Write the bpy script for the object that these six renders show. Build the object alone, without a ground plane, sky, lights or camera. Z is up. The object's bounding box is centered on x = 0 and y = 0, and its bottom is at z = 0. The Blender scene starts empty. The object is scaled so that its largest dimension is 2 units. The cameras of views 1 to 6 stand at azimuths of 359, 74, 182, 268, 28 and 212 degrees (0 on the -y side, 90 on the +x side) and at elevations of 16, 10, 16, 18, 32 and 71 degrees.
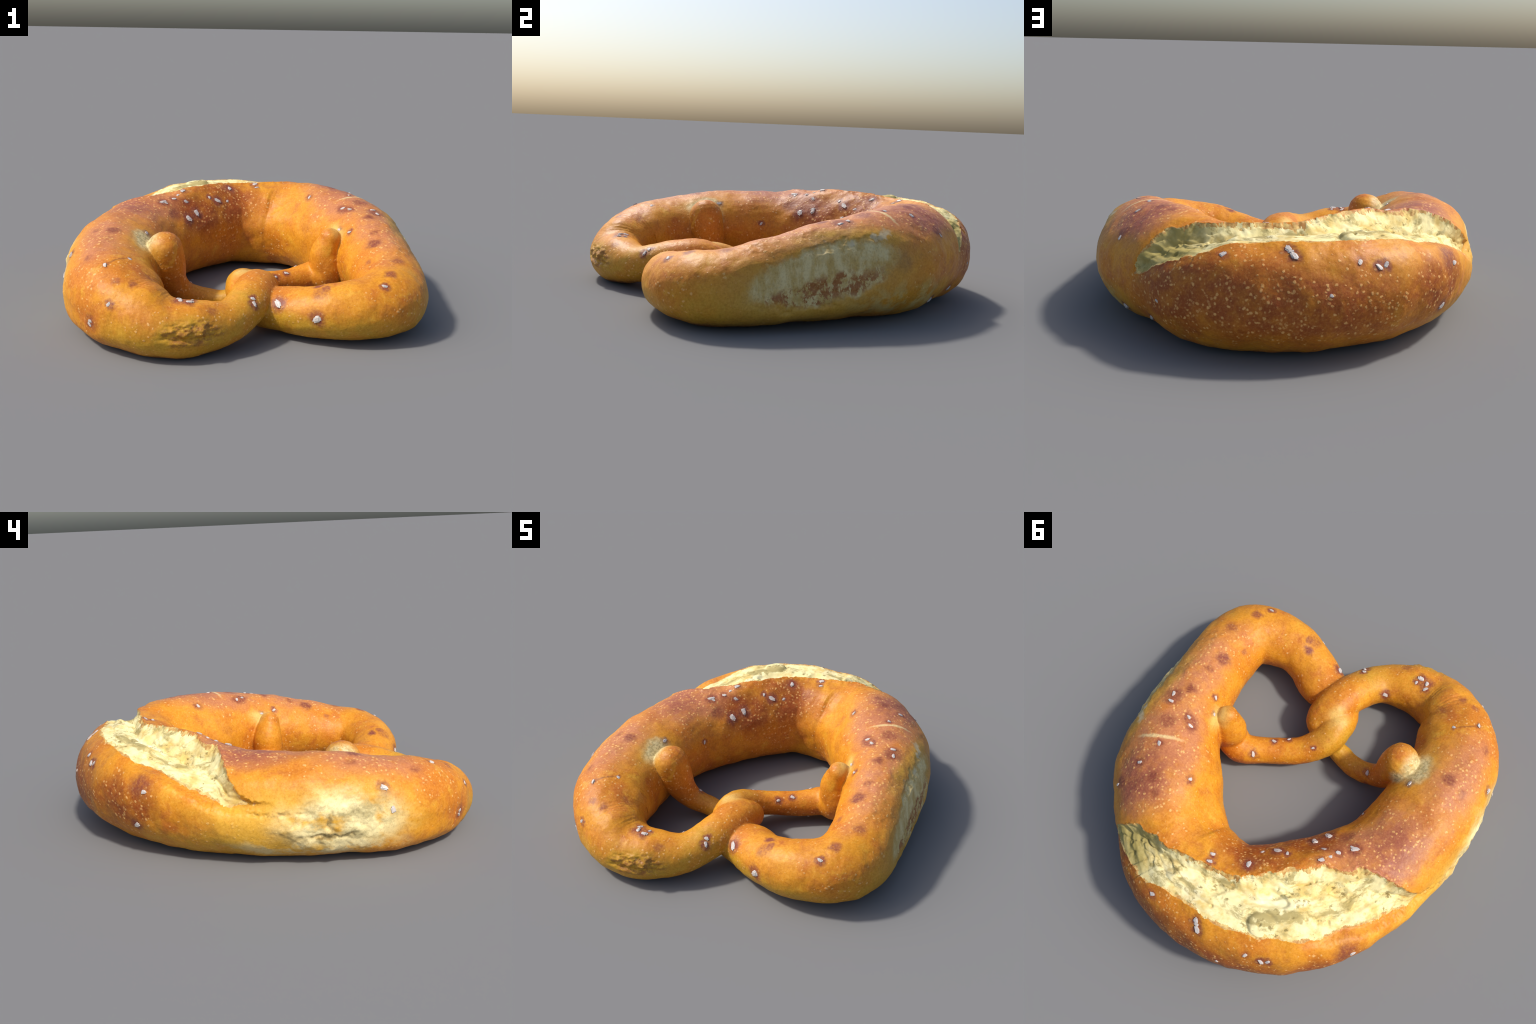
"""A baked soft pretzel: one tapering rope of dough bent into a ring, its two thin
ends twisted once round each other and pressed against the thick belly, the belly
split open along its back, coarse salt on the crust."""
import bpy, bmesh, math, random
import numpy as np
from mathutils import Vector, Matrix
from mathutils.bvhtree import BVHTree

random.seed(7)
RNG = np.random.default_rng(7)

# ------------------------------------------------------------------ the rope
# spine of the dough rope from one pressed-on end to the other:
# x, y, z, half width, half height
ROPE = np.array([
    # left end, standing up against the belly, then running low to the twist
    (-.401, -.342, .343, .091, .087), (-.386, -.331, .261, .091, .086),
    (-.370, -.310, .172, .078, .078), (-.312, -.292, .101, .060, .065),
    (-.207, -.280, .069, .057, .055), (-.109, -.299, .064, .055, .052),
    (-.005, -.325, .093, .057, .057), (.083, -.364, .150, .076, .068),
    # over the other strand and out into the left lobe
    (.067, -.453, .188, .102, .088), (.029, -.593, .172, .105, .093),
    (-.062, -.749, .129, .106, .094), (-.220, -.830, .121, .132, .126),
    (-.360, -.838, .128, .155, .136), (-.480, -.795, .155, .166, .160),
    (-.575, -.705, .180, .190, .190), (-.644, -.520, .200, .226, .214),
    # thick belly round the back
    (-.665, -.211, .226, .254, .232), (-.615, .116, .228, .266, .239),
    (-.498, .361, .236, .296, .249), (-.318, .575, .253, .310, .265),
    (-.072, .708, .245, .284, .250), (.208, .678, .238, .280, .254),
    (.387, .538, .252, .267, .260), (.563, .331, .241, .271, .251),
    # right side and right lobe
    (.673, .074, .236, .222, .228), (.719, -.218, .203, .190, .197),
    (.728, -.472, .172, .180, .169), (.645, -.618, .161, .166, .153),
    (.464, -.666, .146, .144, .138), (.320, -.634, .129, .131, .118),
    (.212, -.578, .121, .130, .110),
    # under, then up and over the other strand, to the right end
    (.095, -.545, .119, .106, .096), (.010, -.468, .138, .090, .085),
    (-.006, -.383, .164, .090, .087), (.006, -.284, .148, .084, .080),
    (.092, -.177, .114, .074, .065), (.253, -.078, .094, .073, .070),
    (.361, -.020, .104, .084, .080), (.446, -.038, .131, .092, .096),
    (.440, -.038, .238, .086, .082), (.462, -.052, .330, .058, .050)])
NK = len(ROPE)
VOXEL = .0052


def rope_at(t):
    """Catmull-Rom along the rope: centre, half sizes (N,5) and derivative."""
    t = np.clip(np.asarray(t, float), 0, NK - 1 - 1e-6)
    i = np.floor(t).astype(int)
    f = (t - i)[:, None]
    p = [ROPE[np.clip(i + k, 0, NK - 1)] for k in (-1, 0, 1, 2)]
    a = -.5 * p[0] + 1.5 * p[1] - 1.5 * p[2] + .5 * p[3]
    b = p[0] - 2.5 * p[1] + 2 * p[2] - .5 * p[3]
    c = .5 * (p[2] - p[0])
    return ((a * f + b) * f + c) * f + p[1], (3 * a * f + 2 * b) * f + c


def unit(v):
    return v / np.maximum(np.linalg.norm(v, axis=-1, keepdims=True), 1e-9)


def smooth(x, a, b):
    s = np.clip((x - a) / (b - a), 0, 1)
    return s * s * (3 - 2 * s)


# ------------------------------------------------------------------ noise
PERM = RNG.permutation(256)
GRAD = unit(RNG.normal(size=(256, 3)))


def noise(P, scale, seed=0.):
    """Gradient noise, about -1..1."""
    q = P * scale + np.array([seed * 7.3, seed * 3.1, seed * 5.7])
    i = np.floor(q).astype(int)
    f = q - i
    u = f * f * f * (f * (f * 6 - 15) + 10)
    out = 0
    for dx in (0, 1):
        for dy in (0, 1):
            for dz in (0, 1):
                h = PERM[(PERM[(PERM[(i[:, 0] + dx) & 255] + i[:, 1] + dy) & 255] + i[:, 2] + dz) & 255]
                g = (GRAD[h] * (f - np.array([dx, dy, dz]))).sum(1)
                w = (np.where(dx, u[:, 0], 1 - u[:, 0]) * np.where(dy, u[:, 1], 1 - u[:, 1])
                     * np.where(dz, u[:, 2], 1 - u[:, 2]))
                out = out + g * w
    return out * 1.6


def fbm(P, scale, octaves=3, seed=0.):
    return sum(noise(P, scale * 2 ** k, seed + k) * .5 ** k for k in range(octaves))


# ------------------------------------------------------------------ skin of the rope
def loft():
    ts = np.linspace(0, NK - 1, (NK - 1) * 8 + 1)
    Q, D = rope_at(ts)
    T = unit(D[:, :3])
    n = len(ts)
    N = np.zeros((n, 3))
    flat = unit(np.cross(T, [0, 0, 1.]))
    lo, hi = int(7 * 8), int(33 * 8)          # between these the rope lies flat
    N[lo:hi] = flat[lo:hi]
    for i in range(lo - 1, -1, -1):
        N[i] = unit(N[i + 1] - T[i] * (N[i + 1] @ T[i]))
    for i in range(hi, n):
        N[i] = unit(N[i - 1] - T[i] * (N[i - 1] @ T[i]))
    U = np.cross(N, T)
    w, h = Q[:, 3], Q[:, 4]
    rn = np.sqrt(w ** 2 * (1 - N[:, 2] ** 2) + (h * N[:, 2]) ** 2)
    ru = np.sqrt(w ** 2 * (1 - U[:, 2] ** 2) + (h * U[:, 2]) ** 2)
    rings = []
    M = 72
    a = np.linspace(0, 2 * np.pi, M, endpoint=False)

    def ring(i, k=1., push=0.):
        c = Q[i, :3] + T[i] * push
        return c + k * (np.cos(a)[:, None] * N[i] * rn[i] + np.sin(a)[:, None] * U[i] * ru[i])
    caps = [(.15, .985), (.4, .92), (.65, .76), (.85, .53), (.97, .24)]
    for s, k in reversed(caps):
        rings.append(ring(0, k, -s * rn[0]))
    for i in range(n):
        rings.append(ring(i))
    for s, k in caps:
        rings.append(ring(n - 1, k, s * rn[-1]))
    V = np.concatenate(rings)
    R = len(rings)
    F = []
    for r in range(R - 1):
        for j in range(M):
            k = (j + 1) % M
            F.append((r * M + j, r * M + k, (r + 1) * M + k, (r + 1) * M + j))
    F.append(tuple(range(M - 1, -1, -1)))
    F.append(tuple((R - 1) * M + j for j in range(M)))
    return V, F


def fused_skin():
    V, F = loft()
    me = bpy.data.meshes.new("rope_draft")
    me.from_pydata(V.tolist(), [], F)
    ob = bpy.data.objects.new("rope_draft", me)
    bpy.context.scene.collection.objects.link(ob)
    md = ob.modifiers.new("fuse", 'REMESH')
    md.mode = 'VOXEL'
    md.voxel_size = VOXEL
    md.adaptivity = 0
    sm = ob.modifiers.new("relax", 'SMOOTH')
    sm.factor = .5
    sm.iterations = 6
    dg = bpy.context.evaluated_depsgraph_get()
    m2 = bpy.data.meshes.new_from_object(ob.evaluated_get(dg))
    bpy.data.objects.remove(ob)
    bpy.data.meshes.remove(me)
    n = len(m2.vertices)
    P = np.empty(n * 3, np.float32)
    m2.vertices.foreach_get("co", P)
    ls = np.empty(len(m2.polygons), np.int32)
    lt = np.empty(len(m2.polygons), np.int32)
    m2.polygons.foreach_get("loop_start", ls)
    m2.polygons.foreach_get("loop_total", lt)
    lv = np.empty(len(m2.loops), np.int32)
    m2.loops.foreach_get("vertex_index", lv)
    bpy.data.meshes.remove(m2)
    assert (lt == 4).all()
    return P.reshape(-1, 3).astype(float), lv.reshape(-1, 4)


def vertex_normals(P, F):
    d1 = P[F[:, 2]] - P[F[:, 0]]
    d2 = P[F[:, 3]] - P[F[:, 1]]
    fn = np.cross(d1, d2)
    N = np.zeros_like(P)
    for k in range(4):
        for ax in range(3):
            N[:, ax] += np.bincount(F[:, k], fn[:, ax], len(P))
    return unit(N)


def rope_coords(P):
    """t along the rope and angle round it (deg, 0 = ring's inner side, 90 = up)."""
    ts = np.linspace(0, NK - 1, (NK - 1) * 6 + 1)
    Q, D = rope_at(ts)
    S = Q[:, [3, 3, 4]]
    best = np.empty(len(P), int)
    for a in range(0, len(P), 20000):
        p = P[a:a + 20000]
        d = 0
        for k in range(3):
            d = d + ((p[:, k:k + 1] - Q[None, :, k]) / S[None, :, k]).astype(np.float32) ** 2
        best[a:a + 20000] = d.argmin(1)
    t = ts[best]
    for _ in range(2):
        C, Dv = rope_at(t)
        L2 = (Dv[:, :3] ** 2).sum(1)
        t = np.clip(t + np.clip(((P - C[:, :3]) * Dv[:, :3]).sum(1) / L2, -.15, .15), 0, NK - 1)
    C, Dv = rope_at(t)
    N = unit(np.cross(unit(Dv[:, :3]), [0, 0, 1.]))
    off = P - C[:, :3]
    th = np.degrees(np.arctan2(off[:, 2] / C[:, 4], (off * N).sum(1) / C[:, 3]))
    th = np.where(th < -90, th + 360, th)
    return t, th, C


# ------------------------------------------------------------------ the split along the back
# t, angle of inner crust edge, angle of crease, angle of outer crust edge
SPLIT = np.array([
    (16.85, 158, 159, 160), (17.10, 138, 152, 165), (17.35, 108, 128, 157), (17.65, 88, 112, 147),
    (18.15, 76, 98, 135), (18.70, 69, 91, 132), (19.25, 68, 86, 126), (19.75, 73, 82, 121),
    (20.30, 79, 84, 118), (20.75, 87, 94, 124), (21.15, 92, 108, 141), (21.55, 105, 125, 157),
    (21.85, 132, 150, 169), (22.05, 168, 171, 174)])


def split_field(P, t, th, C):
    """Signed distance-like field, metres, > 0 inside the split; and the crease distance."""
    k = SPLIT[:, 0]
    r = np.sqrt(C[:, 3] * C[:, 4]) * math.pi / 180
    wob = fbm(P, 11, 4, 2.) * .018 + noise(P, 75, 9.) * .0035
    wob = wob * (1 + .7 * smooth(np.abs(t - 19.5), 1.4, 2.2))
    a = (th - np.interp(t, k, SPLIT[:, 1])) * r + wob
    b = (np.interp(t, k, SPLIT[:, 3]) - th) * r + wob * .6
    m = np.minimum(a, b)
    ends = np.minimum(t - k[0], k[-1] - t) * .25
    m = np.minimum(m, ends + wob)
    m = np.where((th < 30), -.2, m)
    crease = (th - np.interp(t, k, SPLIT[:, 2])) * r + fbm(P, 9, 3, 5.) * .022
    return np.clip(m, -.2, .3), crease, a, b


def ball(P, c, r):
    return np.linalg.norm((P - np.array(c)) / np.array(r), axis=1)


# how far the torn band has sunk: t, at the outer edge, along the crease, at the inner edge
SUNK = np.array([
    (16.6, 0, 0, 0), (17.1, .034, .030, .0), (17.6, .050, .064, -.008), (18.3, .040, .084, -.002),
    (19.0, .008, .070, -.004), (20.0, 0, .052, -.004), (20.75, .002, .046, -.004), (21.3, .014, .062, 0),
    (21.75, .018, .046, .012), (22.1, 0, 0, 0)])
# broad swellings and hollows of the hand-rolled dough: t, spread, angle, spread, height
SWELL = [
    (18.5, .9, 155, 24, .022), (19.8, .8, 170, 24, .012), (24.7, 1.2, 215, 18, .020), (26.0, .8, 215, 20, .004),
    (15.0, 1.3, 212, 20, .020), (16.7, .5, 160, 18, -.016), (20.0, 2.4, -42, 20, .034), (23.5, 1.0, -36, 20, .022),
    (21.9, .7, 44, 24, -.034), (21.7, .6, 72, 18, -.010), (19.8, 1.6, 58, 12, .010), (22.8, .9, 88, 25, .009), (18.3, .6, 65, 10, .018), (13.7, .7, 15, 35, .026),
    (13.5, .9, 178, 30, -.014), (19.5, 1.0, 200, 18, .010), (14.3, .6, 5, 40, .020), (12.7, .5, 80, 45, .020),
    (19.8, .8, 135, 18, .012), (20.8, .6, 142, 20, .012), (21.8, .7, 162, 25, .012), (21.3, .8, 205, 20, .012),
    (15.8, .8, 200, 15, -.012),     (15.9, .6, 172, 16, -.012)]


def sculpt(P, Nv):
    t, th, C = rope_coords(P)
    thick = smooth(np.sqrt(C[:, 3] * C[:, 4]), .06, .22)
    d = fbm(P, 5.5, 2, 1.) * (.003 + .005 * thick) + fbm(P, 22, 2, 3.) * .0016
    for t0, st, a0, sa, amount in SWELL:
        dth = (th - a0 + 180) % 360 - 180
        d = d + amount * np.exp(-((t - t0) / st) ** 2 - (dth / sa) ** 2)
    # the split: recessed crumb under a crust lip, a deep crease and torn folds
    m, cr, a, b = split_field(P, t, th, C)
    inside = smooth(m, -.001, .012)
    lip = np.exp(-(np.minimum(m, 0) / .022) ** 2) * (m < .004)
    d = d + lip * .004 * (t > 17.2) * (t < 21.9)
    so, sc, si = (np.interp(t, SUNK[:, 0], SUNK[:, k]) for k in (1, 2, 3))
    u = np.where(cr > 0, np.clip(b, 0, 1) / np.maximum(np.clip(b, 0, 1) + np.abs(cr), .01),
                 np.clip(a, 0, 1) / np.maximum(np.clip(a, 0, 1) + np.abs(cr), .01))
    u = np.clip(u, 0, 1)
    floor = np.where(cr > 0, so + (sc - so) * u ** 1.3, si + (sc - si) * u ** .75)
    band = np.where((th > 30) & (th < 200), 1., 0.)
    out = np.where(b < 0, so * np.exp(-(b / .032) ** 2), np.where(a < 0, si * np.exp(-(a / .045) ** 2), floor))
    d = d - out * band
    along = np.stack([t * .22, th * .004, C[:, 2] * 0], 1)         # strand-wise coordinates for the folds
    fold = np.abs(fbm(along * np.array([.42, 1.5, 1]) + P * .14, 9, 3, 11.))
    pits = -smooth(noise(P, 30, 14.), .50, .75) * .010
    wide = smooth(m, .0, .05)
    d = d + inside * wide * (fold * .018 - .010 + pits + fbm(P, 26, 2, 17.) * .0012)
    for off, amp in ((0., .012), (-.055, .018), (.045, .006)):
        ln = cr - off + noise(P, 16, 33. + off) * .018
        d = d - inside * wide * amp * np.exp(-(ln / .008) ** 2) * smooth(noise(P, 5, 60 + off * 99), -.3, .2)
    # a blown bubble in the crumb and torn-open hollows
    q = ball(P, (-.300, .745, .47), (.072, .056, .08))
    d = d + inside * .014 * np.sqrt(np.clip(1 - q ** 2, 0, 1)) - inside * .010 * np.exp(-((q - 1.10) / .2) ** 2) * smooth(.36 + P[:, 0], -.02, .1)
    for c, r, h in (((-.275, .610, .50), (.095, .055, .16), .026), ((-.02, .72, .50), (.06, .035, .16), .014),
                    ((.24, .77, .47), (.07, .04, .16), .018), ((-.50, .40, .48), (.06, .04, .16), .016)):
        q = ball(P + .02 * np.stack([noise(P, 14, 95.), noise(P, 14, 96.), C[:, 2] * 0], 1), c, r)
        d = d - inside * wide * h * smooth(q, 1.0, .75) * (.6 + .4 * np.clip(1 - q, 0, 1))
    # right flank: a flat torn scar under an overhanging skin
    y, z = P[:, 1], P[:, 2]
    s = (y + .06) * .97 + (z - .25) * .24
    v = (z - .25) * .97 - (y + .06) * .24
    side = smooth(P[:, 0], .70, .78)
    jag = fbm(P, 16, 3, 21.)
    scar = smooth(1 - np.sqrt((s / .37) ** 2 + (v / .135) ** 2) + jag * .12, 0, .14) * side
    d = d - scar * (.008 + .006 * fbm(P, 30, 3, 23.))
    span = smooth(.40 - np.abs(s + .02), 0, .16) * side
    d = d + span * .004 * np.exp(-((v + .120) / .060) ** 2)          # foot of the flat flank stands out
    d = d + span * .008 * np.exp(-((v - .205 + jag * .02) / .022) ** 2)   # firm upper edge
    d = d - span * .020 * np.exp(-((v + .035) / .070) ** 2 - ((s + .07) / .26) ** 2)   # pressed in
    # left flank: pale burst skin with cracks
    side = smooth(-P[:, 0], .76, .84)
    burst = smooth(1 - np.sqrt(((y + .22) / .28) ** 2 + ((z - .20) / .13) ** 2) + jag * .2, 0, .3) * side
    d = d + burst * (fbm(P, 13, 3, 31.) * .010)
    torn = smooth(noise(P, 22, 91.), -.35, .25)
    d = d - side * .012 * torn * np.exp(-((y + .205 + jag * .022) / .015) ** 2) * smooth(.065 - np.abs(z - .215), 0, .02)
    d = d - side * .010 * torn * np.exp(-((z - .150 + jag * .022) / .015) ** 2) * smooth(.15 - np.abs(y + .20), 0, .04)
    d = d - side * .008 * torn * np.exp(-((z - .262 + jag * .018) / .011) ** 2) * smooth(.16 - np.abs(y - .03), 0, .05)
    # front of the left lobe: wrinkled scab
    q = ball(P, (-.235, -.955, .145), (.17, .09, .062))
    scab = smooth(1.1 - q, 0, .5)
    d = d + scab * (fbm(P * np.array([1, 1, 2.2]), 20, 3, 41.) * .011)
    d = d - scab * .012 * np.exp(-((z - .118 - .12 * (P[:, 0] + .25) ** 2 + noise(P, 18, 44.) * .012) / .009) ** 2)
    P = P + Nv * d[:, None]
    # right flank cut to a steep, slightly leaning plane
    plane = .905 - .19 * (P[:, 2] - .12) + fbm(P, 7, 2, 71.) * .004
    P[:, 0] -= np.maximum(P[:, 0] - plane, 0) * smooth(.50 - np.abs(P[:, 1] + .12), 0, .26)
    ground = .006 + .014 * smooth(P[:, 1], .25, .6)                  # the back sits a touch off the table
    P[:, 2] = np.maximum(P[:, 2], ground + .0015 * (noise(P, 30, 50.)))
    return P, t, th, C


# ------------------------------------------------------------------ material helper
class Mat:
    def __init__(self, name):
        self.m = bpy.data.materials.new(name)
        self.m.use_nodes = True
        self.t = self.m.node_tree
        self.t.nodes.clear()
        self.out = self.t.nodes.new("ShaderNodeOutputMaterial")
        self.b = self.t.nodes.new("ShaderNodeBsdfPrincipled")
        self.t.links.new(self.b.outputs[0], self.out.inputs[0])
        self.pos = self.t.nodes.new("ShaderNodeTexCoord").outputs["Object"]

    def n(self, kind, **kw):
        nd = self.t.nodes.new("ShaderNode" + kind)
        for k, v in kw.items():
            setattr(nd, k, v)
        return nd

    def link(self, src, dst):
        if hasattr(src, "links") or isinstance(src, bpy.types.NodeSocket):
            self.t.links.new(src, dst)
        else:
            dst.default_value = src

    def math(self, op, a, b=0., clamp=False):
        nd = self.n("Math", operation=op, use_clamp=clamp)
        self.link(a, nd.inputs[0])
        self.link(b, nd.inputs[1])
        return nd.outputs[0]

    def vec(self, op, a, b=(0, 0, 0), out=0):
        nd = self.n("VectorMath", operation=op)
        self.link(a, nd.inputs[0])
        if op == 'SCALE':
            self.link(b, nd.inputs["Scale"])
        else:
            self.link(b, nd.inputs[1])
        return nd.outputs[out]

    def noise(self, scale, detail=3, rough=.55, vec=None, colour=False, stretch=None):
        v = vec if vec is not None else self.pos
        if stretch:
            v = self.vec('MULTIPLY', v, stretch)
        nd = self.n("TexNoise")
        nd.inputs["Scale"].default_value = scale
        nd.inputs["Detail"].default_value = detail
        nd.inputs["Roughness"].default_value = rough
        self.link(v, nd.inputs["Vector"])
        return nd.outputs[1 if colour else 0]

    def ramp(self, x, a, b, lo=0., hi=1., soft=True):
        nd = self.n("MapRange", interpolation_type='SMOOTHSTEP' if soft else 'LINEAR')
        self.link(x, nd.inputs[0])
        for k, v in zip((1, 2, 3, 4), (a, b, lo, hi)):
            self.link(v, nd.inputs[k])
        return nd.outputs[0]

    def mix(self, f, a, b, mode='MIX'):
        nd = self.n("Mix", data_type='RGBA', blend_type=mode)
        self.link(f, nd.inputs[0])
        for s, k in ((a, 6), (b, 7)):
            if isinstance(s, tuple) and len(s) == 3:
                s = s + (1.,)
            self.link(s, nd.inputs[k])
        return nd.outputs[2]

    def blob(self, c, r, soft=.4, rot=None, warped=None):
        """1 inside an ellipsoid, fading over `soft` of its radius."""
        v = self.vec('SUBTRACT', warped if warped is not None else self.pos, c)
        if rot:
            nd = self.n("VectorRotate", rotation_type='EULER_XYZ')
            self.link(v, nd.inputs["Vector"])
            nd.inputs["Rotation"].default_value = rot
            v = nd.outputs[0]
        r = r if isinstance(r, tuple) else (r, r, r)
        v = self.vec('DIVIDE', v, r)
        ln = self.vec('LENGTH', v, out=1)
        return self.ramp(ln, 1 - soft, 1 + soft, 1., 0.)

    def most(self, xs):
        o = xs[0]
        for x in xs[1:]:
            o = self.math('MAXIMUM', o, x)
        return o

    def warp(self, scale, amount, detail=3):
        c = self.noise(scale, detail, .6, colour=True)
        return self.vec('ADD', self.pos, self.vec('SCALE', self.vec('SUBTRACT', c, (.5, .5, .5)), amount))


# dark baked spots: x, y, z, radius
SPOTS = [
    (.653, -.295, .374, .040), (.747, -.482, .343, .036), (.681, -.638, .315, .032), (.350, -.712, .248, .042),
    (.372, -.699, .261, .028), (.347, -.640, .257, .030), (.652, .180, .478, .042), (.522, .451, .501, .034),
    (.599, .530, .463, .044), (.469, .520, .507, .026), (.665, .540, .414, .034), (-.445, -.723, .290, .034),
    (-.652, -.351, .443, .034), (-.739, -.326, .436, .022), (.718, .050, .457, .050), (.551, .125, .458, .042),
    (.582, .100, .460, .028), (-.282, -.831, .249, .045), (-.098, .545, .47, .050), (-.484, -.669, .308, .036),
    (.667, -.034, .446, .028), (-.385, .159, .406, .045), (-.494, -.818, .307, .026), (-.142, -.875, .217, .022),
    (-.571, -.806, .316, .024), (-.582, -.889, .247, .024), (.374, .359, .473, .030), (-.664, .602, .353, .060),
    (-.688, -.846, .152, .036), (.044, -.742, .204, .030), (-.855, -.451, .332, .034), (-.302, .875, .403, .028),
    (-.30, -.24, .08, .03), (.223, -.128, .150, .020), (.68, -.19, .39, .03), (.60, -.42, .33, .026),
    (-.72, -.62, .36, .03), (.86, .30, .30, .05), (-.685, .599, .321, .03)]


# resting place (snapped to the skin), length in metres
SALT = [
    (.726, .036, .454, .026), (.706, .078, .463, .026), (.582, .100, .460, .024), (.547, .134, .457, .025),
    (.558, -.088, .378, .022), (.514, -.010, .370, .020), (.606, .303, .487, .024), (.632, .431, .474, .026),
    (.374, .359, .473, .024), (.073, .599, .471, .022), (.063, .636, .482, .026), (-.094, .548, .473, .034),
    (-.162, .406, .430, .036), (-.275, .261, .392, .038), (-.318, .197, .372, .038), (-.342, .287, .446, .024),
    (-.409, .267, .460, .024), (-.208, .399, .450, .022), (-.460, .207, .457, .036), (-.362, .349, .477, .028),
    (-.385, .310, .465, .018), (-.501, -.244, .400, .026), (-.846, -.451, .344, .032), (-.539, -.634, .363, .020),
    (-.631, -.711, .359, .024), (-.246, -.844, .248, .034), (-.287, -.835, .250, .028), (-.293, -.805, .247, .026),
    (-.123, -.684, .181, .032), (.036, -.721, .222, .022), (.165, -.660, .170, .040), (.223, -.128, .150, .024),
    (.166, -.184, .151, .022), (.283, -.015, .141, .028), (.025, -.202, .195, .016), (-.280, -.266, .139, .026),
    (.643, -.717, .286, .024), (.201, .894, .411, .026), (-.041, .883, .443, .030), (-.064, .907, .424, .034),
    (-.052, .893, .435, .022), (-.302, .875, .403, .024), (-.378, .861, .384, .028), (-.402, .845, .388, .026),
    (-.690, .585, .333, .028), (-.660, .639, .171, .032), (-.449, .203, .453, .022), (-.277, .263, .395, .026),
    (-.390, -.015, .298, .020), (.044, -.742, .204, .028), (.333, -.773, .145, .038), (-.591, -.885, .248, .020),
    (-.688, -.846, .152, .022), (.664, .542, .078, .030), (.514, .720, .101, .028), (-.883, -.491, .251, .030),
    (-.233, -.811, .246, .020), (-.694, -.841, .135, .020), (.30, -.09, .03, .02), (-.11, .46, .41, .020),
    (.69, .575, .40, .02), (.42, .80, .22, .016), (-.20, .96, .30, .015)]


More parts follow.
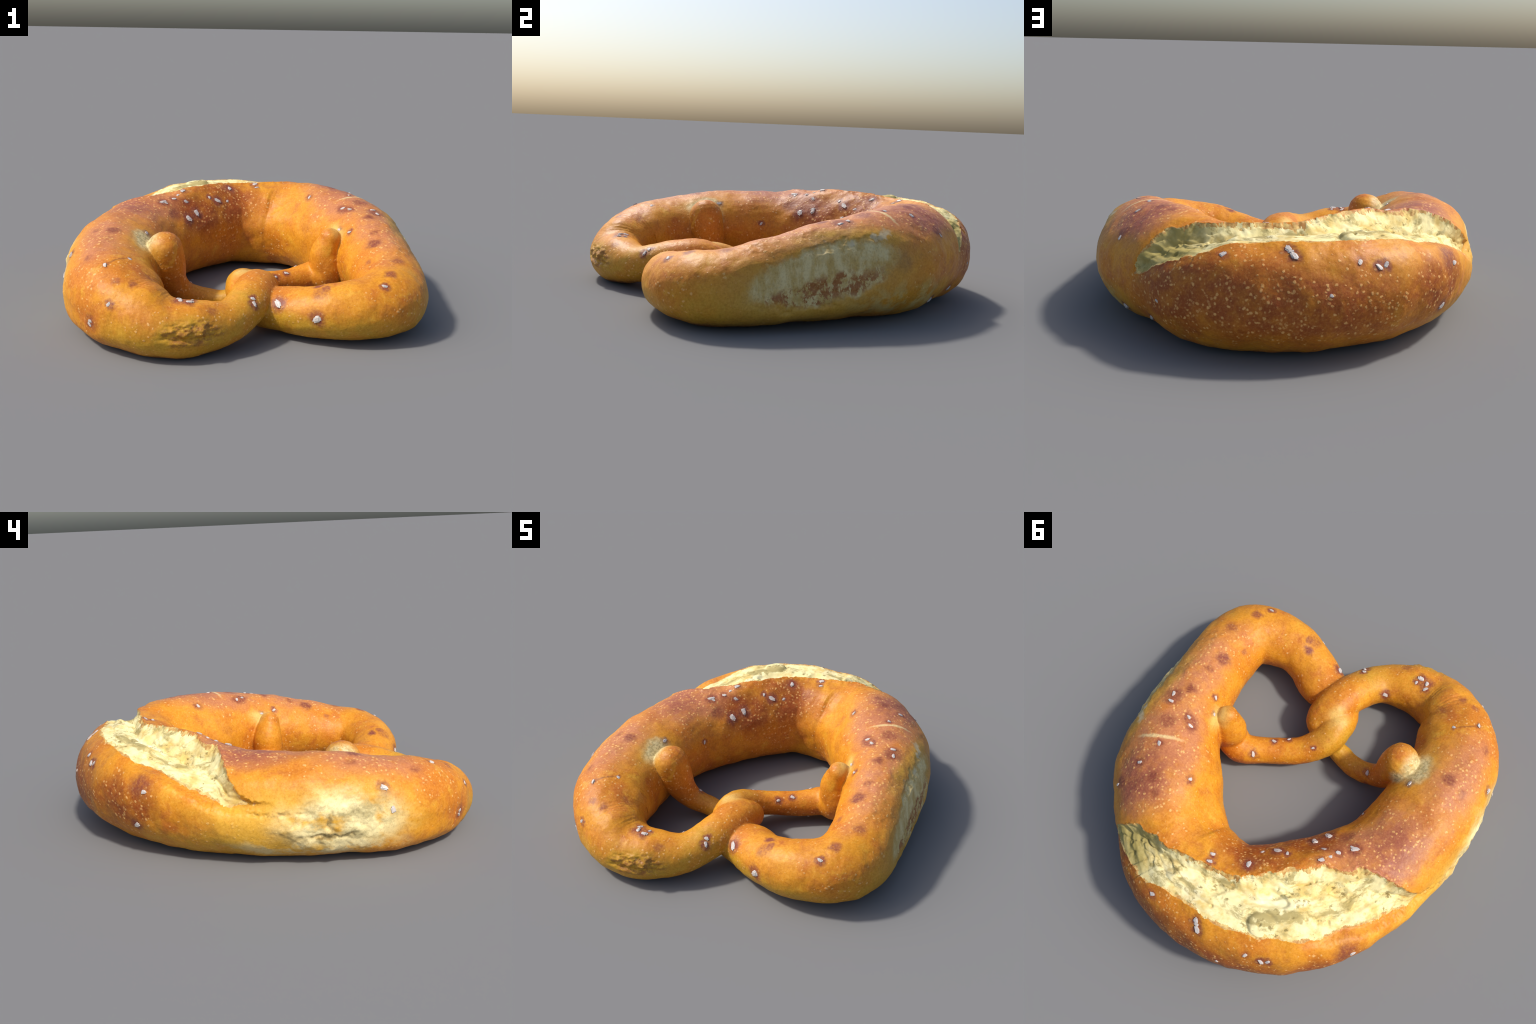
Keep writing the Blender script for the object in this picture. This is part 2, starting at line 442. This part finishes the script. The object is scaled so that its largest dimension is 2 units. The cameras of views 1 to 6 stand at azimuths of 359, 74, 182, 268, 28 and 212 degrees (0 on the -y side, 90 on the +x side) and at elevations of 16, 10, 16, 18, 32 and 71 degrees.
def crust_material():
    k = Mat("baked_crust")
    w_big = k.warp(5, .16)
    w_mid = k.warp(14, .07)
    w_fine = k.warp(45, .022)
    n1 = k.noise(4.5, 4, .6)
    n2 = k.noise(13, 4, .6)
    n3 = k.noise(60, 3, .6)
    golden = (.70, .280, .015)
    amber = (.60, .195, .012)
    col = k.mix(k.ramp(n1, .40, .62), golden, amber)
    streak = k.noise(10, 5, .65, vec=w_big)
    col = k.mix(k.math('MULTIPLY', k.ramp(streak, .50, .72), .55), col, (.46, .140, .018))
    col = k.mix(k.math('MULTIPLY', k.ramp(streak, .46, .30), .55), col, (.76, .40, .036))
    red = k.ramp(k.noise(7, 5, .65, vec=w_mid), .52, .66)
    col = k.mix(k.math('MULTIPLY', red, .50), col, (.46, .110, .020))
    # pinkish brown where the top of the thick dough caught the heat
    top = k.most([k.blob((.58, .33, .52), (.23, .40, .15), .35, warped=w_big),
                  k.blob((-.52, .16, .50), (.24, .30, .13), .35, warped=w_big),
                  k.blob((-.70, -.45, .46), (.14, .30, .11), .5, warped=w_big),
                  k.blob((.70, -.20, .43), (.12, .40, .10), .5, warped=w_big)])
    col = k.mix(k.math('MULTIPLY', top, k.ramp(n2, .25, .6, .45, .95)), col, (.52, .190, .078))
    plum = k.most([k.blob((.60, .50, .48), (.14, .17, .10), .6, warped=w_mid),
                   k.blob((-.62, .10, .50), (.14, .16, .10), .7, warped=w_mid)])
    col = k.mix(k.math('MULTIPLY', plum, k.ramp(n2, .32, .60, .3, .85)), col, (.32, .085, .048))
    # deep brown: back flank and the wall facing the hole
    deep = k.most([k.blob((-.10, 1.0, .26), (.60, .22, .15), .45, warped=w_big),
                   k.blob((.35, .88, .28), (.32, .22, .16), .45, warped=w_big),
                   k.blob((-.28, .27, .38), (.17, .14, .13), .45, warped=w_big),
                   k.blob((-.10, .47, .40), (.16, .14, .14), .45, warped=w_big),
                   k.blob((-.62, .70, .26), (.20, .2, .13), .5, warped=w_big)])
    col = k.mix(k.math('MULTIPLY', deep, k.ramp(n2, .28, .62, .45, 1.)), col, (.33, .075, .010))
    # paler, olive yellow dough where it browned least
    pale = k.most([k.blob((-.25, -.94, .10), (.40, .18, .10), .5, warped=w_big),
                   k.blob((.34, -.72, .08), (.46, .18, .085), .5, warped=w_big),
                   k.blob((.84, -.30, .09), (.14, .55, .13), .5, warped=w_big),
                   k.blob((.74, .42, .10), (.22, .24, .10), .5, warped=w_big),
                   k.blob((.0, -.72, .16), (.12, .12, .12), .6, warped=w_big),
                   k.blob((.84, .0, .41), (.07, .42, .035), .6, warped=w_mid),
                   k.blob((-.80, .25, .08), (.25, .40, .08), .6, warped=w_big),
                   k.blob((-.05, -.32, .14), (.16, .14, .14), .6, warped=w_big)])
    col = k.mix(k.math('MULTIPLY', pale, k.ramp(n2, .3, .65, .45, .95)), col, (.56, .305, .022))
    # red brown sole
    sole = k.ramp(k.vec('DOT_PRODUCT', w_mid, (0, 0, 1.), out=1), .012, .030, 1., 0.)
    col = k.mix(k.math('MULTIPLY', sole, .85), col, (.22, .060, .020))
    # blisters: small pale specks, thick on the well baked top, sparse elsewhere
    vor = k.n("TexVoronoi")
    vor.inputs["Scale"].default_value = 60
    vor.inputs["Randomness"].default_value = 1
    k.link(k.warp(32, .022), vor.inputs["Vector"])
    wn = k.n("TexWhiteNoise", noise_dimensions='3D')
    k.link(vor.outputs["Position"], wn.inputs["Vector"])
    dens = k.math('ADD', k.math('MULTIPLY', k.most([top, deep]), .45), k.ramp(n1, .42, .66, .08, .55))
    size = k.math('MULTIPLY', k.ramp(k.math('SUBTRACT', k.math('ADD', wn.outputs[0], dens), 1.), -.30, .40), .42)
    speck = k.ramp(k.math('SUBTRACT', size, vor.outputs["Distance"]), -.06, .20)
    col = k.mix(k.math('MULTIPLY', speck, k.ramp(wn.outputs[0], .3, 1., .30, .80)), col, (.84, .46, .15))
    # dark spots
    w_spot = k.warp(24, .050, 4)
    spots = k.most([k.math('MULTIPLY', k.blob(p[:3], p[3] * .92, .55, warped=w_spot), (1., .75, .9, .6, .85)[i % 5])
                    for i, p in enumerate(SPOTS)]
                   + [k.blob(p[:3], p[3] * 1.0, .5, warped=w_spot) for p in SALT])
    col = k.mix(k.math('MULTIPLY', spots, k.ramp(n3, .3, .6, .6, 1.)), col, (.24, .058, .032))
    # right flank scar
    rot = (math.radians(-14), 0, 0)
    ragged = k.warp(9, .13, 5)
    scar = k.blob((.90, -.06, .255), (.16, .35, .125), .13, rot, ragged)
    halo = k.blob((.90, -.05, .24), (.18, .52, .20), .45, rot, w_big)
    col = k.mix(k.math('MULTIPLY', halo, .65), col, (.54, .31, .055))
    tall = k.noise(16, 5, .7, stretch=(1, 1.3, .55))
    scar_col = k.mix(k.ramp(tall, .35, .65), (.52, .36, .11), (.72, .60, .30))
    fringe = k.math('MULTIPLY', k.blob((.90, -.09, .180), (.16, .33, .055), .30, rot, ragged),
                    k.ramp(k.noise(24, 6, .75, stretch=(1, 1, .7)), .44, .52))
    scar_col = k.mix(fringe, scar_col, (.34, .13, .040))
    col = k.mix(k.math('MULTIPLY', scar, .92), col, scar_col)
    chips = k.math('MULTIPLY', k.blob((.84, .06, .380), (.12, .24, .028), .25, rot, ragged),
                   k.ramp(k.noise(13, 2, .5), .52, .60))
    col = k.mix(k.math('MULTIPLY', chips, .7), col, (.60, .52, .34))
    edge = k.blob((.85, -.05, .395), (.12, .34, .012), .7, rot, w_mid)
    col = k.mix(k.math('MULTIPLY', edge, .55), col, (.24, .10, .02))
    # left flank burst: soft cream and grey-green streaks fading into golden yellow
    bh = k.blob((-.92, -.10, .20), (.18, .50, .17), .45, None, ragged)
    col = k.mix(k.math('MULTIPLY', bh, .75), col, (.76, .44, .050))
    flow = k.noise(11, 5, .65, stretch=(1, .6, 1.3), vec=w_mid)
    burst = k.math('MULTIPLY', k.blob((-.92, -.27, .21), (.18, .27, .125), .45, None, ragged),
                   k.ramp(k.noise(7, 4, .6, stretch=(1, .8, 1.4)), .34, .54))
    bcol = k.mix(k.ramp(flow, .36, .60), (.50, .42, .20), (.92, .78, .40))
    col = k.mix(burst, col, bcol)
    low = k.math('MULTIPLY', k.blob((-.86, -.15, .09), (.18, .34, .050), .5, None, ragged), k.ramp(flow, .42, .58))
    col = k.mix(k.math('MULTIPLY', low, .8), col, (.66, .58, .32))
    crk = k.most([k.blob((-.91, -.205, .215), (.05, .012, .060), .6, None, w_spot),
                  k.blob((-.90, -.20, .150), (.06, .12, .016), .7, None, w_spot),
                  k.blob((-.90, .05, .262), (.06, .08, .009), .6, None, w_fine)])
    crk = k.math('MULTIPLY', crk, k.ramp(k.noise(24, 4, .6), .40, .60))
    col = k.mix(k.math('MULTIPLY', crk, .8), col, (.22, .15, .045))
    milky = k.math('MULTIPLY', k.blob((.80, .34, .12), (.16, .28, .07), .5, None, ragged), k.ramp(n2, .38, .58))
    col = k.mix(k.math('MULTIPLY', milky, .65), col, (.62, .50, .20))
    # scab on the left lobe
    scab = k.math('MULTIPLY', k.blob((-.225, -.955, .14), (.16, .10, .055), .3, None, w_mid),
                  k.ramp(k.noise(26, 5, .7, stretch=(1, 1, 1.8)), .42, .60))
    col = k.mix(k.math('MULTIPLY', scab, .85), col, (.30, .115, .022))
    # torn skin where the ends were pressed on, and a scratch on the right shoulder
    tear = k.math('MULTIPLY', k.most([k.blob((-.492, -.333, .39), (.066, .088, .08), .40, None, w_mid),
                                      k.blob((-.44, -.26, .34), (.045, .035, .05), .5, None, w_mid)]),
                  k.ramp(k.noise(16, 4, .6), .24, .42))
    tcol = k.mix(k.ramp(n3, .38, .58), (.46, .38, .18), (.74, .62, .32))
    aura = k.most([k.blob((-.48, -.36, .36), (.09, .12, .10), .6, None, w_mid)])
    col = k.mix(k.math('MULTIPLY', aura, .55), col, (.66, .40, .060))
    col = k.mix(k.math('MULTIPLY', tear, .9), col, tcol)
    light = k.most([k.blob((.485, -.01, .355), (.045, .07, .05), .6, None, w_mid),
                    k.blob((-.01, -.40, .26), (.055, .05, .03), .8, None, w_mid)])
    col = k.mix(k.math('MULTIPLY', light, .7), col, (.78, .56, .17))
    crackle = k.blob((-.585, -.672, .362), (.065, .006, .05), .5, (0, 0, math.radians(-40)), w_fine)
    col = k.mix(k.math('MULTIPLY', crackle, .7), col, (.28, .09, .02))
    scratch = k.blob((.630, .272, .470), (.105, .010, .05), .5, (0, 0, math.radians(-25)), w_fine)
    col = k.mix(k.math('MULTIPLY', scratch, .8), col, (.80, .60, .28))
    grit = k.noise(95, 4, .7)
    col = k.mix(k.ramp(grit, .48, .68, .0, .40), col, k.mix(1., col, (.60, .48, .40), 'MULTIPLY'))
    col = k.mix(k.ramp(grit, .50, .32, .0, .16), col, (.86, .52, .16))
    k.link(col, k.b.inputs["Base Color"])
    k.b.inputs["Roughness"].default_value = .48
    k.b.inputs["Specular IOR Level"].default_value = .32
    h = k.math('ADD', k.math('MULTIPLY', speck, .6), k.math('MULTIPLY', n3, .8))
    h = k.math('ADD', h, k.math('MULTIPLY', k.noise(170, 2, .5), .3))
    bp = k.n("Bump")
    bp.inputs["Strength"].default_value = .35
    bp.inputs["Distance"].default_value = .004
    k.link(h, bp.inputs["Height"])
    k.link(bp.outputs[0], k.b.inputs["Normal"])
    return k.m


def crumb_material():
    k = Mat("open_crumb")
    w_mid = k.warp(12, .08)
    n1 = k.noise(9, 4, .6)
    n2 = k.noise(30, 5, .65)
    col = k.mix(k.ramp(n1, .36, .60), (.70, .51, .17), (.90, .79, .41))
    col = k.mix(k.math('MULTIPLY', k.ramp(n2, .52, .72), .4), col, (.72, .50, .15))
    q = k.vec('SUBTRACT', w_mid, (-.02, .08, 0))
    sp = k.n("SeparateXYZ")
    k.link(q, sp.inputs[0])
    cb = k.n("CombineXYZ")
    k.link(k.math('MULTIPLY', k.math('ARCTAN2', sp.outputs[0], sp.outputs[1]), .28), cb.inputs[0])
    k.link(k.vec('LENGTH', k.vec('MULTIPLY', q, (1, 1, 0)), out=1), cb.inputs[1])
    k.link(k.math('MULTIPLY', sp.outputs[2], .6), cb.inputs[2])
    wisps = k.noise(11, 6, .68, vec=cb.outputs[0])
    pale = k.noise(6, 4, .6, vec=cb.outputs[0])
    col = k.mix(k.ramp(pale, .50, .66), col, (.92, .85, .54))
    col = k.mix(k.math('MULTIPLY', k.ramp(wisps, .50, .62), .85), col, (.38, .30, .11))
    pits = k.ramp(k.noise(17, 5, .7), .57, .66)
    col = k.mix(k.math('MULTIPLY', pits, .85), col, (.24, .18, .06))
    olive = k.blob((.45, .74, .40), (.17, .22, .17), .4, warped=w_mid)
    col = k.mix(k.math('MULTIPLY', olive, k.ramp(n1, .35, .6, .4, .9)), col, (.37, .29, .085))
    rim = k.most([k.blob((-.80, .20, .33), (.06, .10, .09), .5, warped=w_mid)])
    col = k.mix(k.math('MULTIPLY', rim, .5), col, (.60, .36, .07))
    k.link(col, k.b.inputs["Base Color"])
    k.b.inputs["Roughness"].default_value = .8
    k.b.inputs["Specular IOR Level"].default_value = .15
    bp = k.n("Bump")
    bp.inputs["Strength"].default_value = .28
    bp.inputs["Distance"].default_value = .008
    k.link(k.math('ADD', wisps, k.math('MULTIPLY', n2, .4)), bp.inputs["Height"])
    k.link(bp.outputs[0], k.b.inputs["Normal"])
    return k.m


def edge_material():
    k = Mat("browned_edge")
    n = k.noise(26, 5, .7)
    col = k.mix(k.ramp(n, .36, .62), (.44, .20, .045), (.76, .54, .19))
    k.link(col, k.b.inputs["Base Color"])
    k.b.inputs["Roughness"].default_value = .7
    return k.m


def salt_material():
    k = Mat("coarse_salt")
    col = k.mix(k.ramp(k.noise(60, 3), .35, .65), (.42, .35, .30), (.76, .70, .64))
    k.link(col, k.b.inputs["Base Color"])
    k.b.inputs["Roughness"].default_value = .45
    return k.m


# ------------------------------------------------------------------ build
crust, crumb, salt = crust_material(), crumb_material(), salt_material()

root = bpy.data.objects.new("pretzel", None)
root["label"] = "golden brown soft pretzel with split back and coarse salt"
root["category"] = "pretzel"
bpy.context.scene.collection.objects.link(root)

P, F = fused_skin()
P, t, th, C = sculpt(P, vertex_normals(P, F))
# pull the vertices beside the torn edge onto it, so that it is not stepped
m, *_ = split_field(P, t, th, C)
near = np.where(np.abs(m) < VOXEL * .62)[0]
eps = .002
g = np.zeros((len(near), 3))
for ax in range(3):
    e = np.zeros(3)
    e[ax] = eps
    tp, thp, Cp = rope_coords(P[near] + e)
    g[:, ax] = (split_field(P[near] + e, tp, thp, Cp)[0] - m[near]) / eps
g2 = np.maximum((g ** 2).sum(1, keepdims=True), .2)
P[near] -= np.clip(m[near][:, None] * g / g2, -.005, .005)
Nv = vertex_normals(P, F)
m[near] *= .02

fm = m[F].mean(1)
ft = t[F].mean(1)
region = np.where(fm > 0, 1, np.where(ft < 11.5, 2, np.where(ft > 28.5, 3, 0)))


def part(name, faces, material, parent):
    used, inv = np.unique(F[faces], return_inverse=True)
    inv = inv.reshape(-1, 4)
    me = bpy.data.meshes.new(name)
    me.vertices.add(len(used))
    me.vertices.foreach_set("co", P[used].astype(np.float32).ravel())
    me.loops.add(inv.size)
    me.loops.foreach_set("vertex_index", inv.astype(np.int32).ravel())
    me.polygons.add(len(inv))
    me.polygons.foreach_set("loop_start", np.arange(0, inv.size, 4, dtype=np.int32))
    me.update(calc_edges=True)
    me.polygons.foreach_set("use_smooth", np.ones(len(inv), bool))
    me.normals_split_custom_set_from_vertices(Nv[used].tolist())
    me.materials.append(material)
    ob = bpy.data.objects.new(name, me)
    bpy.context.scene.collection.objects.link(ob)
    ob.parent = parent
    return ob


body = part("body", np.where(region == 0)[0], crust, root)
crumb_faces = np.where(region == 1)[0]
split = part("crumb_split", crumb_faces, crumb, root)
split.data.materials.append(edge_material())
centre = P[F[crumb_faces]].mean(1)
fray = fm[crumb_faces] < .007 + .013 * np.clip(fbm(centre, 18, 3, 81.) + .1, -.6, 1)
split.data.polygons.foreach_set("material_index", fray.astype(np.int32))
arm_a = part("arm", np.where(region == 2)[0], crust, root)
arm_b = part("arm", np.where(region == 3)[0], crust, root)

# ------------------------------------------------------------------ salt
def grain_mesh(i):
    bm = bmesh.new()
    bmesh.ops.create_cube(bm, size=1)
    bmesh.ops.bevel(bm, geom=bm.edges[:], offset=.2, segments=2, affect='EDGES')
    rr = random.Random(100 + i)
    tilt = [(Vector((rr.gauss(0, 1), rr.gauss(0, 1), rr.gauss(0, 1))).normalized(), rr.uniform(.30, .46)) for _ in range(7)]
    for v in bm.verts:
        for nrm, lim in tilt:                     # chip random facets off the cube
            dd = v.co.dot(nrm) - lim
            if dd > 0:
                v.co -= nrm * dd * .9
    me = bpy.data.meshes.new("salt_grain")
    bm.to_mesh(me)
    bm.free()
    me.materials.append(salt)
    return me


bvh = BVHTree.FromPolygons(P.tolist(), F.tolist())
grains = [grain_mesh(i) for i in range(9)]
for i, (x, y, z, size) in enumerate(SALT):
    loc, nrm, fi, _ = bvh.find_nearest(Vector((x, y, z)))
    ob = bpy.data.objects.new("salt_grain", grains[i % len(grains)])
    q = nrm.to_track_quat('Z', 'Y').to_matrix().to_4x4()
    sc = Matrix.Diagonal((size * 1.28, size * random.uniform(.7, .95), size * random.uniform(.36, .55), 1))
    ob.matrix_world = (Matrix.Translation(loc - nrm * size * .02) @ q @
                       Matrix.Rotation(random.uniform(0, 6.28), 4, 'Z') @ sc)
    bpy.context.scene.collection.objects.link(ob)
    mw = ob.matrix_world.copy()
    ob.parent = {0: body, 1: split, 2: arm_a, 3: arm_b}[int(region[fi])]
    ob.matrix_world = mw
